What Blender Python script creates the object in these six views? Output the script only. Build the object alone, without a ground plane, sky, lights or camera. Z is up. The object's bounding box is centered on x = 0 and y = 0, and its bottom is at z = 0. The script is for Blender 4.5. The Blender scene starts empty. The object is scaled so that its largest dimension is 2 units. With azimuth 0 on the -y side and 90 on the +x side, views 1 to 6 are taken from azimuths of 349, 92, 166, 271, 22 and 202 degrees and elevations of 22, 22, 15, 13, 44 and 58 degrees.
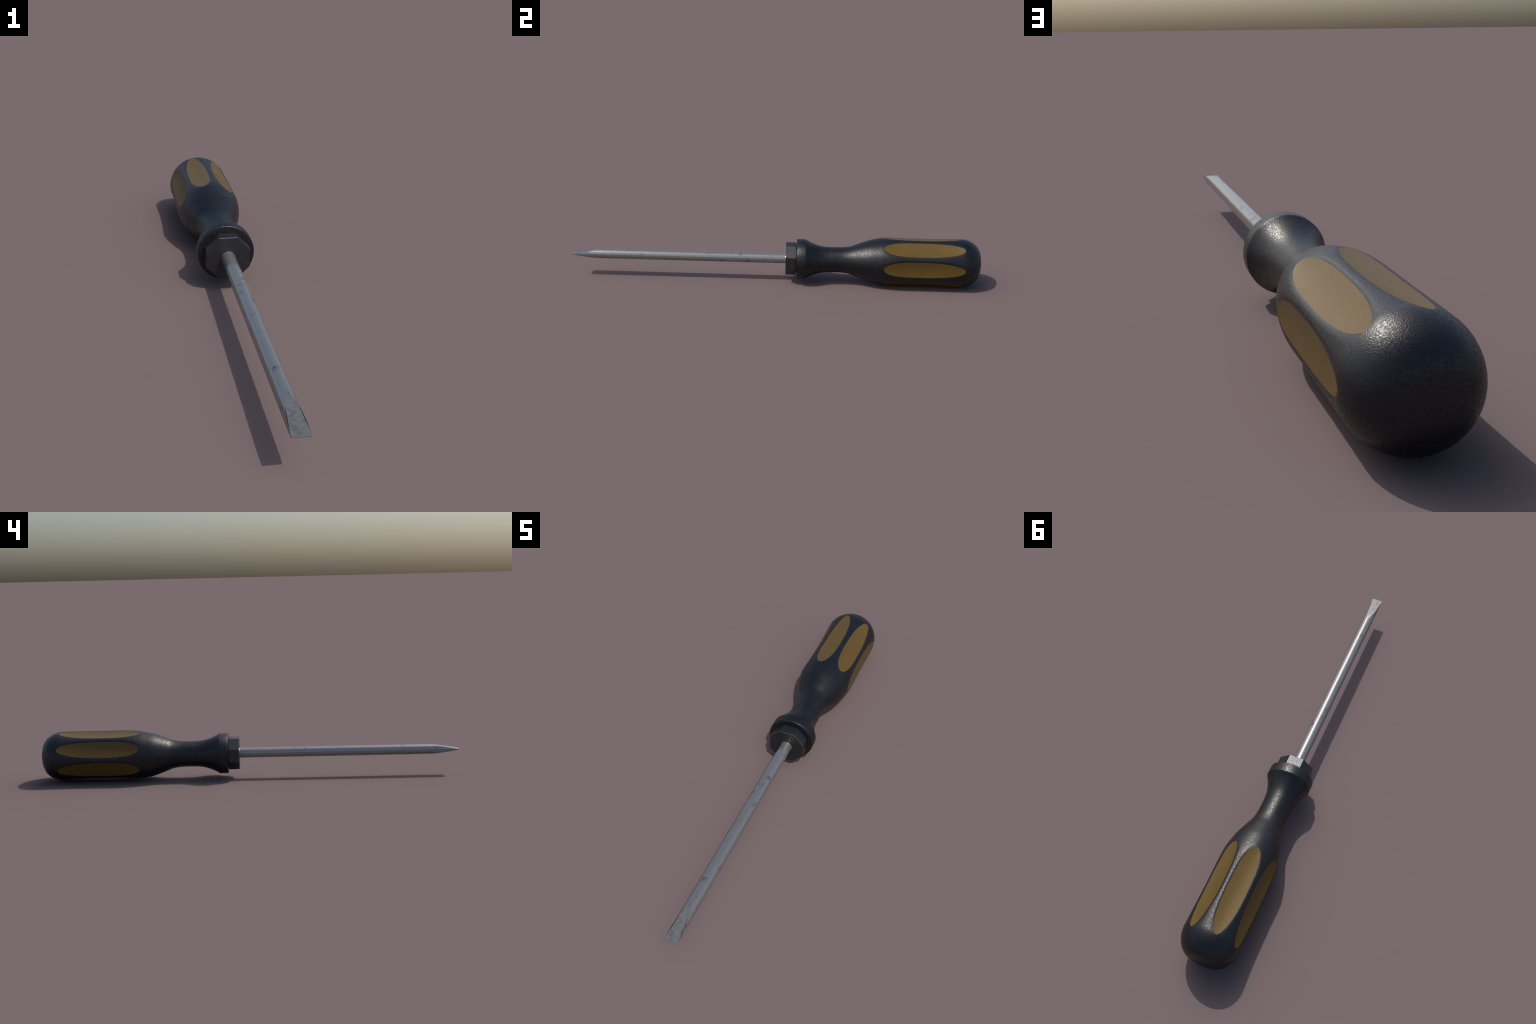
# Slotted screwdriver lying on its side: soft-grip handle with seven flutes and
# ochre inlays, moulded collar, octagonal bolster nut, round steel shank, wedge blade.
import math
import numpy as np
import bpy

# ------------------------------------------------------------------ dimensions
AXIS_Z = 0.1185          # height of the tool's long axis above the ground
SIDES = 7                # flutes round the grip
SECTOR = 2 * math.pi / SIDES
GRIP_Y0, GRIP_Y1 = 0.478, 0.952     # zone of the grip that is cut into sectors
PANEL_Y, PANEL_L = 0.7190, 0.1945   # middle and half length of an inlay
PANEL_W = 0.0407                    # half width of an inlay (arc length)
GRIP_R = 0.1187                     # radius used to turn arc length into angle
DISH = 0.0124                       # depth of a flute at its middle
LIP = 0.0027                        # depth of the flute at an inlay's long edge
FADE = 0.27                         # how far past the inlay a flute dies out

# radius of the turned handle along its axis (before fluting)
PROFILE = [(0.1487, 0.0965), (0.1640, 0.0876), (0.1800, 0.0801), (0.2060, 0.0705),
           (0.2300, 0.0647), (0.2480, 0.0626), (0.2670, 0.0616), (0.3000, 0.0614),
           (0.3260, 0.0620), (0.3480, 0.0640), (0.3740, 0.0691), (0.4010, 0.0793),
           (0.4250, 0.0882), (0.4660, 0.1020), (0.4966, 0.1088), (0.5250, 0.1140),
           (0.5550, 0.1172), (0.5850, 0.1185), (0.6200, 0.1187), (0.7300, 0.1182),
           (0.8600, 0.1184), (0.9000, 0.1183)]
BUTT_Y, BUTT_A, BUTT_B = 0.902, 3.4, 1.7   # rounded butt


def _spline(points):
    """Monotone cubic (Fritsch-Carlson) through the profile stations."""
    x = np.array([p[0] for p in points]); y = np.array([p[1] for p in points])
    h = np.diff(x); d = np.diff(y) / h
    m = np.zeros_like(x)
    for i in range(1, len(x) - 1):
        if d[i - 1] * d[i] > 0:
            w1, w2 = 2 * h[i] + h[i - 1], h[i] + 2 * h[i - 1]
            m[i] = (w1 + w2) / (w1 / d[i - 1] + w2 / d[i])
    m[0] = d[0]; m[-1] = 0.0

    def f(t):
        t = np.clip(np.asarray(t, float), x[0], x[-1])
        i = np.clip(np.searchsorted(x, t) - 1, 0, len(x) - 2)
        s = (t - x[i]) / h[i]
        return ((1 + 2 * s) * (1 - s) ** 2 * y[i] + s * (1 - s) ** 2 * h[i] * m[i]
                + s * s * (3 - 2 * s) * y[i + 1] + s * s * (s - 1) * h[i] * m[i + 1])
    return f


_body = _spline(PROFILE)


def turned_radius(y):
    y = np.asarray(y, float)
    t = np.clip((y - BUTT_Y) / (1 - BUTT_Y), 0, 1)
    return (_body(y) + 0.0004) * np.power(np.clip(1 - t ** BUTT_B, 0, 1), 1 / BUTT_A)


def panel_q(a, y):
    """0 at the middle of an inlay, 1 on its outline. Blunt towards the neck."""
    w = a * GRIP_R / PANEL_W
    t = (y - PANEL_Y) / PANEL_L
    p = np.where(t < 0, 3.5, 2.1)
    return np.sqrt(w * w + np.abs(t) ** p)


def flute_depth(a, y, inside=None):
    """Depth of the flute at angle a from its middle. inside=True/False keeps to the
    dished floor or the rounded shoulder, so each side has its own normals."""
    q = panel_q(a, y)
    t = np.abs((y - PANEL_Y) / PANEL_L)
    lip = LIP * np.clip(1 - t ** 5, 0, 1) + 0.0004
    floor = lip + (DISH - lip) * (1 - q * q)
    land = lip * np.clip((1 + FADE - q) / FADE, 0, None) ** 2
    use = (q <= 1) if inside is None else inside
    return np.where(use, floor, land)


def grip_radius(theta, y, inside=None):
    a = (theta + SECTOR / 2) % SECTOR - SECTOR / 2
    d = flute_depth(a, y, inside)
    if inside is not True:      # neighbours overlap a little on the ridge
        for s in (-SECTOR, SECTOR):
            d = d + flute_depth(a + s, y, False)
    return turned_radius(y) - d
# ---- end of shape rules

# ------------------------------------------------------------------ mesh helpers
root = bpy.data.objects.new("screwdriver", None)
root.empty_display_size = 0.2
bpy.context.scene.collection.objects.link(root)
root["label"] = "slotted screwdriver with black ochre-inlaid grip and worn steel shank"
root["category"] = "screwdriver"


def make(name, verts, faces, material, parent, normals=None, smooth=True):
    me = bpy.data.meshes.new(name)
    me.from_pydata([tuple(map(float, v)) for v in verts], [], faces)
    me.materials.append(material)
    if smooth:
        me.polygons.foreach_set("use_smooth", [True] * len(me.polygons))
    me.validate()
    if normals is not None:
        me.normals_split_custom_set_from_vertices([tuple(map(float, n)) for n in normals])
    ob = bpy.data.objects.new(name, me)
    bpy.context.scene.collection.objects.link(ob)
    ob.parent = parent
    return ob


def place(theta, y, r):
    return (r * math.cos(theta), y, AXIS_Z + r * math.sin(theta))


def sharpen(ob, degrees):
    """Mark hard edges so smooth shading stops there."""
    me = ob.data
    me.set_sharp_from_angle(angle=math.radians(degrees))


def turn(name, stations, material, parent, segments=96, cap_start=False, cap_end=False,
         sharp=35):
    """Solid of revolution round the tool's axis through (y, r) stations."""
    verts, faces = [], []
    for y, r in stations:
        for i in range(segments):
            verts.append(place(2 * math.pi * i / segments, y, r))
    n = segments
    for k in range(len(stations) - 1):
        for i in range(n):
            j = (i + 1) % n
            faces.append((k * n + i, (k + 1) * n + i, (k + 1) * n + j, k * n + j))
    if cap_start:
        faces.append(tuple(range(n)))
    if cap_end:
        faces.append(tuple((len(stations) - 1) * n + i for i in reversed(range(n))))
    ob = make(name, verts, faces, material, parent)
    sharpen(ob, sharp)
    return ob


# ------------------------------------------------------------------ materials
class Graph:
    def __init__(self, name):
        self.mat = bpy.data.materials.new(name)
        self.mat.use_nodes = True
        self.t = self.mat.node_tree
        self.bsdf = self.t.nodes["Principled BSDF"]
        self.co = self.t.nodes.new("ShaderNodeTexCoord").outputs["Object"]

    def node(self, kind, inputs=None, **props):
        n = self.t.nodes.new(kind)
        for k, v in props.items():
            setattr(n, k, v)
        for k, v in (inputs or {}).items():
            if hasattr(v, "is_linked") or hasattr(v, "links"):
                self.t.links.new(v, n.inputs[k])
            else:
                n.inputs[k].default_value = v
        return n

    def noise(self, scale, detail=3, rough=0.55, stretch=None, dist=0.0):
        v = self.co
        if stretch:
            v = self.node("ShaderNodeMapping", {"Vector": v, "Scale": stretch}).outputs[0]
        return self.node("ShaderNodeTexNoise", {"Vector": v, "Scale": scale, "Detail": detail,
                                                "Roughness": rough, "Distortion": dist}).outputs["Fac"]

    def remap(self, v, a, b, c=0.0, d=1.0):
        return self.node("ShaderNodeMapRange", {"Value": v, "From Min": a, "From Max": b,
                                                "To Min": c, "To Max": d}).outputs[0]

    def math(self, op, a, b):
        return self.node("ShaderNodeMath", {0: a, 1: b}, operation=op).outputs[0]

    def mix(self, f, a, b):
        n = self.t.nodes.new("ShaderNodeMix")
        n.data_type = "RGBA"
        for s, v in ((n.inputs[0], f), (n.inputs[6], a), (n.inputs[7], b)):
            if isinstance(v, bpy.types.NodeSocket):
                self.t.links.new(v, s)
            else:
                s.default_value = v if not isinstance(v, tuple) or len(v) == 4 else (*v, 1)
        return n.outputs[2]

    def bump(self, height, strength, distance):
        return self.node("ShaderNodeBump", {"Height": height, "Strength": strength,
                                            "Distance": distance}).outputs[0]

    def set(self, **kw):
        names = {"color": "Base Color", "rough": "Roughness", "metal": "Metallic",
                 "spec": "Specular IOR Level", "normal": "Normal"}
        for k, v in kw.items():
            s = self.bsdf.inputs[names[k]]
            if isinstance(v, bpy.types.NodeSocket):
                self.t.links.new(v, s)
            else:
                s.default_value = (*v, 1) if isinstance(v, tuple) else v
        return self.mat


def rubber():
    g = Graph("black_grip_plastic")
    tone = g.remap(g.noise(9, 4), 0.3, 0.7)
    col = g.mix(tone, (0.0026, 0.0031, 0.0050), (0.0044, 0.0052, 0.0076))
    # moulded grain: fine facets that glint one by one
    glint = g.noise(230, 2, 0.6)
    rough = g.remap(glint, 0.38, 0.62, 0.48, 0.22)
    spec = g.remap(glint, 0.35, 0.65, 0.40, 0.58)
    return g.set(color=col, rough=rough, spec=spec,
                 normal=g.bump(g.noise(360, 2, 0.65), 0.60, 0.0012))


def ochre():
    g = Graph("ochre_inlay_rubber")
    tone = g.remap(g.noise(14, 4), 0.3, 0.7)
    col = g.mix(tone, (0.102, 0.0605, 0.0112), (0.115, 0.069, 0.0138))
    fine = g.remap(g.noise(330, 2), 0.35, 0.65)
    col = g.mix(fine, col, (0.090, 0.0545, 0.0102))
    specks = g.remap(g.noise(120, 1), 0.25, 0.21)
    col = g.mix(specks, col, (0.050, 0.030, 0.009))
    g.bsdf.inputs["Specular Tint"].default_value = (1.0, 0.88, 0.68, 1)
    return g.set(color=col, rough=g.remap(g.noise(260, 1), 0.3, 0.7, 0.38, 0.48), spec=0.48,
                 normal=g.bump(g.noise(290, 2), 0.50, 0.0010))


def steel(name, grime_at, soft, grime_color, rough_base, flat=False):
    g = Graph(name)
    tone = g.remap(g.noise(60, 4), 0.3, 0.7)
    col = g.mix(tone, (0.285, 0.283, 0.278), (0.310, 0.308, 0.302))
    blot = g.noise(42, 5, 0.62, stretch=(1.0, 0.7, 1.0))
    where = g.remap(g.noise(9, 2), 0.35, 0.65, -0.07, 0.05)     # smudges come in clusters
    grime = g.remap(g.math("ADD", blot, where), grime_at, grime_at + soft)
    col = g.mix(grime, col, grime_color)
    specks = g.remap(g.noise(110, 1), 0.77, 0.80)
    col = g.mix(specks, col, (0.50, 0.50, 0.50))
    if flat:            # dirt gathers at the tip; thin dark line painted along both ground edges
        xyz = g.node("ShaderNodeSeparateXYZ", {0: g.co}).outputs
        near = g.remap(xyz[1], -0.90, -1.0, 0.0, 0.10)
        dirt = g.remap(g.math("ADD", g.noise(70, 4, 0.6), near), 0.52, 0.66)
        col = g.mix(dirt, col, (0.215, 0.212, 0.203))
        edge = g.math("SUBTRACT", g.math("ABSOLUTE", xyz[0], 0.0),
                      g.remap(xyz[1], -0.885, -1.0, 0.0138, 0.0243))
        dark_line = g.math("MULTIPLY", g.remap(edge, 0.0002, 0.0008),
                      g.remap(xyz[1], -0.890, -0.900))
        col = g.mix(dark_line, col, (0.018, 0.018, 0.018))
    if flat:
        col = g.mix(0.16, col, (0.05, 0.05, 0.05))
    rough = g.math("ADD", g.remap(g.noise(140, 3), 0.3, 0.7, rough_base, rough_base + 0.05),
                   g.math("MULTIPLY", grime, 0.20))
    return g.set(color=col, rough=rough, metal=0.68,
                 normal=g.bump(g.noise(260, 2), 0.06, 0.0006))


def dark_steel():
    g = Graph("blackened_steel")
    tone = g.remap(g.noise(40, 4), 0.3, 0.7)
    col = g.mix(tone, (0.056, 0.059, 0.064), (0.068, 0.071, 0.076))
    spots = g.remap(g.noise(130, 2), 0.30, 0.24)
    col = g.mix(spots, col, (0.025, 0.025, 0.025))
    return g.set(color=col, rough=g.remap(g.noise(150, 3), 0.3, 0.7, 0.36, 0.47), metal=0.9,
                 normal=g.bump(g.noise(350, 2), 0.30, 0.0006))


SHANK_R, BLADE_Y = 0.0241, -0.845     # shank radius, where the blade's wedge begins
BLADE_TIP, BLADE_RISE = 0.0010, 0.0254
RUBBER, OCHRE = rubber(), ochre()
NUT_STEEL = dark_steel()
SHANK_STEEL = steel("worn_steel", 0.580, 0.15, (0.110, 0.108, 0.105), 0.130)
FLAT_STEEL = steel("ground_steel", 0.62, 0.14, (0.21, 0.207, 0.20), 0.32, flat=True)
SIDE_STEEL = steel("scuffed_steel", 0.55, 0.14, (0.10, 0.098, 0.096), 0.165)

# ------------------------------------------------------------------ handle
N_LONG, N_SHORT = 110, 12        # grid along and across one sector
N_IN, N_OUT = 16, 14             # rings inside and outside an inlay outline


def grip_normals(pts, inside):
    """Exact surface normals of the fluted grip from its radius function."""
    th = np.array([p[0] for p in pts]); y = np.array([p[1] for p in pts])
    e = 1e-5

    def pos(t, yy):
        r = grip_radius(t, yy, inside)
        return np.stack([r * np.cos(t), yy, r * np.sin(t)], -1)
    n = np.cross(pos(th, y + e) - pos(th, y - e), pos(th + e, y) - pos(th - e, y))
    return n / np.linalg.norm(n, axis=1, keepdims=True)


# closed boundary of one sector in unit coordinates (a in -1..1, y in -1..1)
edge = [(-1 + 2 * i / N_SHORT, -1.0) for i in range(N_SHORT)]
edge += [(1.0, -1 + 2 * i / N_LONG) for i in range(N_LONG)]
edge += [(1 - 2 * i / N_SHORT, 1.0) for i in range(N_SHORT)]
edge += [(-1.0, 1 - 2 * i / N_LONG) for i in range(N_LONG)]


def sector_point(a, b, k):
    y_half = (GRIP_Y1 - PANEL_Y) if b > 0 else (PANEL_Y - GRIP_Y0)
    return a * k * SECTOR / 2, PANEL_Y + b * k * y_half


def outline_k(a, b):
    """Where the spoke through (a, b) crosses the inlay outline."""
    lo, hi = 0.0, 1.0
    for _ in range(40):
        mid = (lo + hi) / 2
        lo, hi = (mid, hi) if panel_q(*sector_point(a, b, mid)) < 1 else (lo, mid)
    return hi


spokes = [outline_k(a, b) for a, b in edge]

verts, norms, faces, index = [], [], [], {}


def add(theta, y, normal_of=False):
    key = (round(theta % (2 * math.pi) * 1e6) % 6283185, round(y * 1e7))
    if key not in index:
        index[key] = len(verts)
        verts.append((theta, y))
    return index[key]


for s in range(SIDES):
    rings = []
    for j in range(N_OUT + 1):
        u = (j / N_OUT) ** 1.3
        rings.append([add(s * SECTOR + sector_point(a, b, k + (1 - k) * u)[0],
                          sector_point(a, b, k + (1 - k) * u)[1])
                      for (a, b), k in zip(edge, spokes)])
    m = len(edge)
    for j in range(N_OUT):
        for i in range(m):
            q = (rings[j][i], rings[j + 1][i], rings[j + 1][(i + 1) % m], rings[j][(i + 1) % m])
            faces.append(q[::-1])

# plain turned zones: neck in front of the sectors, butt behind them
around = [s * SECTOR + (-1 + 2 * i / N_SHORT) * SECTOR / 2
          for s in range(SIDES) for i in range(N_SHORT)]
neck_ys = [0.1487 + (GRIP_Y0 - 0.1487) * i / 90 for i in range(91)]
butt_ys = [1 - (1 - GRIP_Y1) * (1 - i / 40) ** 2 for i in range(40)]
for ys in (neck_ys, butt_ys):
    rows = [[add(t, y) for t in around] for y in ys]
    for k in range(len(rows) - 1):
        for i in range(len(around)):
            j = (i + 1) % len(around)
            faces.append((rows[k][i], rows[k + 1][i], rows[k + 1][j], rows[k][j]))
    last = rows[-1]
pts = list(verts)
rad = grip_radius(np.array([p[0] for p in pts]), np.array([p[1] for p in pts]), False)
co = [place(t, y, r) for (t, y), r in zip(pts, rad)]
nor = list(grip_normals(pts, False))
pole = len(co)
co.append((0.0, 1.0, AXIS_Z)); nor.append(np.array([0.0, 1.0, 0.0]))
for i in range(len(around)):
    faces.append((last[i], pole, last[(i + 1) % len(around)]))
handle = make("handle", co, faces, RUBBER, root, nor)

# one inlay per flute: dished face, rim and back, so it is a solid pad
base_pts = []
for j in range(1, N_IN + 1):
    f = j / N_IN
    base_pts.append([sector_point(a, b, k * f) for (a, b), k in zip(edge, spokes)])
for s in range(SIDES):
    m = len(edge)
    pv = [(s * SECTOR, PANEL_Y)] + [(s * SECTOR + t, y) for ring in base_pts for t, y in ring]
    r = grip_radius(np.array([p[0] for p in pv]), np.array([p[1] for p in pv]), True)
    # the outline itself is shared with the rubber
    rim = grip_radius(np.array([p[0] for p in pv[-m:]]), np.array([p[1] for p in pv[-m:]]), False)
    r[-m:] = rim
    pc = [place(t, y, q) for (t, y), q in zip(pv, r)]
    pn = list(grip_normals(pv, True))
    pf = [(0, 1 + i, 1 + (i + 1) % m) for i in range(m)]
    for j in range(N_IN - 1):
        o = 1 + j * m
        pf += [(o + i, o + m + i, o + m + (i + 1) % m, o + (i + 1) % m) for i in range(m)]
    top = 1 + (N_IN - 1) * m
    low = len(pc)
    for (t, y), q, n in zip(pv, r, list(pn)):      # back of the pad, 5 mm further in
        pc.append(place(t, y, q - 0.005))
        pn.append(-n)
    pf = [f[::-1] for f in pf] + [tuple(low + i for i in f) for f in pf]
    pf += [(top + (i + 1) % m, low + top + (i + 1) % m, low + top + i, top + i)
           for i in range(m)]
    make("grip_inlay", pc, pf, OCHRE, handle, pn)

# moulded collar at the front of the handle, flat faced with a small bevel
turn("collar", [(0.1064, 0.050), (0.1064, 0.0925), (0.1068, 0.0945), (0.1080, 0.0963),
                (0.1100, 0.0970), (0.1487, 0.0970)],
     RUBBER, handle, segments=128, cap_start=True, sharp=80)

# ------------------------------------------------------------------ bolster nut
NUT_R, NUT_Y0, NUT_Y1, NUT_BEVEL = 0.0799, 0.0535, 0.1033, 0.0014


def octagon(r, y):
    return [place(math.radians(22.5 + 45 * i), y, r) for i in range(8)]


nv = (octagon(NUT_R - NUT_BEVEL, NUT_Y0) + octagon(NUT_R, NUT_Y0 + NUT_BEVEL)
      + octagon(NUT_R, NUT_Y1 - 0.0008) + octagon(NUT_R - 0.0008, NUT_Y1))
nf = [tuple(range(8)), tuple(reversed(range(24, 32)))]
for k in range(3):
    nf += [(k * 8 + i, k * 8 + 8 + i, k * 8 + 8 + (i + 1) % 8, k * 8 + (i + 1) % 8)
           for i in range(8)]
nut = make("bolster_nut", nv, nf, NUT_STEEL, root, smooth=False)
turn("neck", [(NUT_Y1 - 0.0004, 0.070), (0.1068, 0.070)], NUT_STEEL, nut, segments=64)

# ------------------------------------------------------------------ shank and blade
turn("shank", [(BLADE_Y, SHANK_R - 0.0002), (-0.4, SHANK_R), (0.0485, SHANK_R),
               (0.0518, SHANK_R + 0.0002), (0.0540, SHANK_R + 0.0012)],
     SHANK_STEEL, root, segments=64)


def blade_half(y):
    """Half thickness of the ground wedge: eases off the round, then runs straight."""
    s = (y - (-1.0)) / (BLADE_Y + 1.0)
    straight = BLADE_TIP + BLADE_RISE * s
    full = SHANK_R - 0.0002
    k = 0.0040
    h = max(k - abs(straight - full), 0) / k
    return min(straight, full) - h * h * k / 4


R = SHANK_R - 0.0002
ARC, FLAT = 20, 8
bv, bf = [], []
stations = [BLADE_Y + (-1.0 - BLADE_Y) * i / 60 for i in range(61)]
per = 2 * (ARC + 1)
rows = []
for y in stations:
    h = min(blade_half(y), R * 0.99999)
    a = math.asin(h / R)
    row = [(R * math.cos(-a + 2 * a * i / ARC), y, AXIS_Z + R * math.sin(-a + 2 * a * i / ARC))
           for i in range(ARC + 1)]
    row += [(-x, yy, 2 * AXIS_Z - z) for x, yy, z in row]
    rows.append(row)
# side faces (rounded), ground faces (flat), tip
sv, sf = [], []
for half in (0, 1):
    o = len(sv)
    for row in rows:
        sv += row[half * (ARC + 1):(half + 1) * (ARC + 1)]
    for k in range(len(rows) - 1):
        for i in range(ARC):
            p = o + k * (ARC + 1) + i
            sf.append((p, p + 1, p + ARC + 2, p + ARC + 1))
sn = [np.array([v[0], 0, v[2] - AXIS_Z]) / math.hypot(v[0], v[2] - AXIS_Z) for v in sv]
flat_v, flat_f, flat_n = [], [], []
for half in (0, 1):
    o = len(flat_v)
    for k, row in enumerate(rows):
        p, q = (row[ARC], row[ARC + 1]) if half == 0 else (row[2 * ARC + 1], row[0])
        y = stations[k]
        slope = (blade_half(y + 1e-4) - blade_half(y - 1e-4)) / 2e-4
        sgn = 1 if half == 0 else -1
        n = np.array([0, -slope, sgn]); n /= np.linalg.norm(n)
        for i in range(FLAT + 1):
            f = i / FLAT
            flat_v.append(tuple(p[c] + (q[c] - p[c]) * f for c in range(3)))
            flat_n.append(n)
    for k in range(len(rows) - 1):
        for i in range(FLAT):
            a = o + k * (FLAT + 1) + i
            flat_f.append((a, a + 1, a + FLAT + 2, a + FLAT + 1))
o, t = len(sv) + len(flat_v), rows[-1]
tip_v, tip_n = list(t), [np.array([0.0, -1.0, 0.0])] * len(t)
allf = sf + [tuple(i + len(sv) for i in f) for f in flat_f] + [tuple(o + i for i in range(len(t)))]
blade = make("blade", sv + flat_v + tip_v, allf, FLAT_STEEL, root, sn + flat_n + tip_n)
blade.data.materials.append(SIDE_STEEL)
for p in blade.data.polygons[:len(sf)]:
    p.material_index = 1

# make every mesh face outwards
import bmesh
for ob in root.children_recursive:
    if ob.name.startswith(("shank", "collar", "neck", "bolster")):
        bm = bmesh.new(); bm.from_mesh(ob.data)
        bmesh.ops.recalc_face_normals(bm, faces=bm.faces)
        bm.to_mesh(ob.data); bm.free()
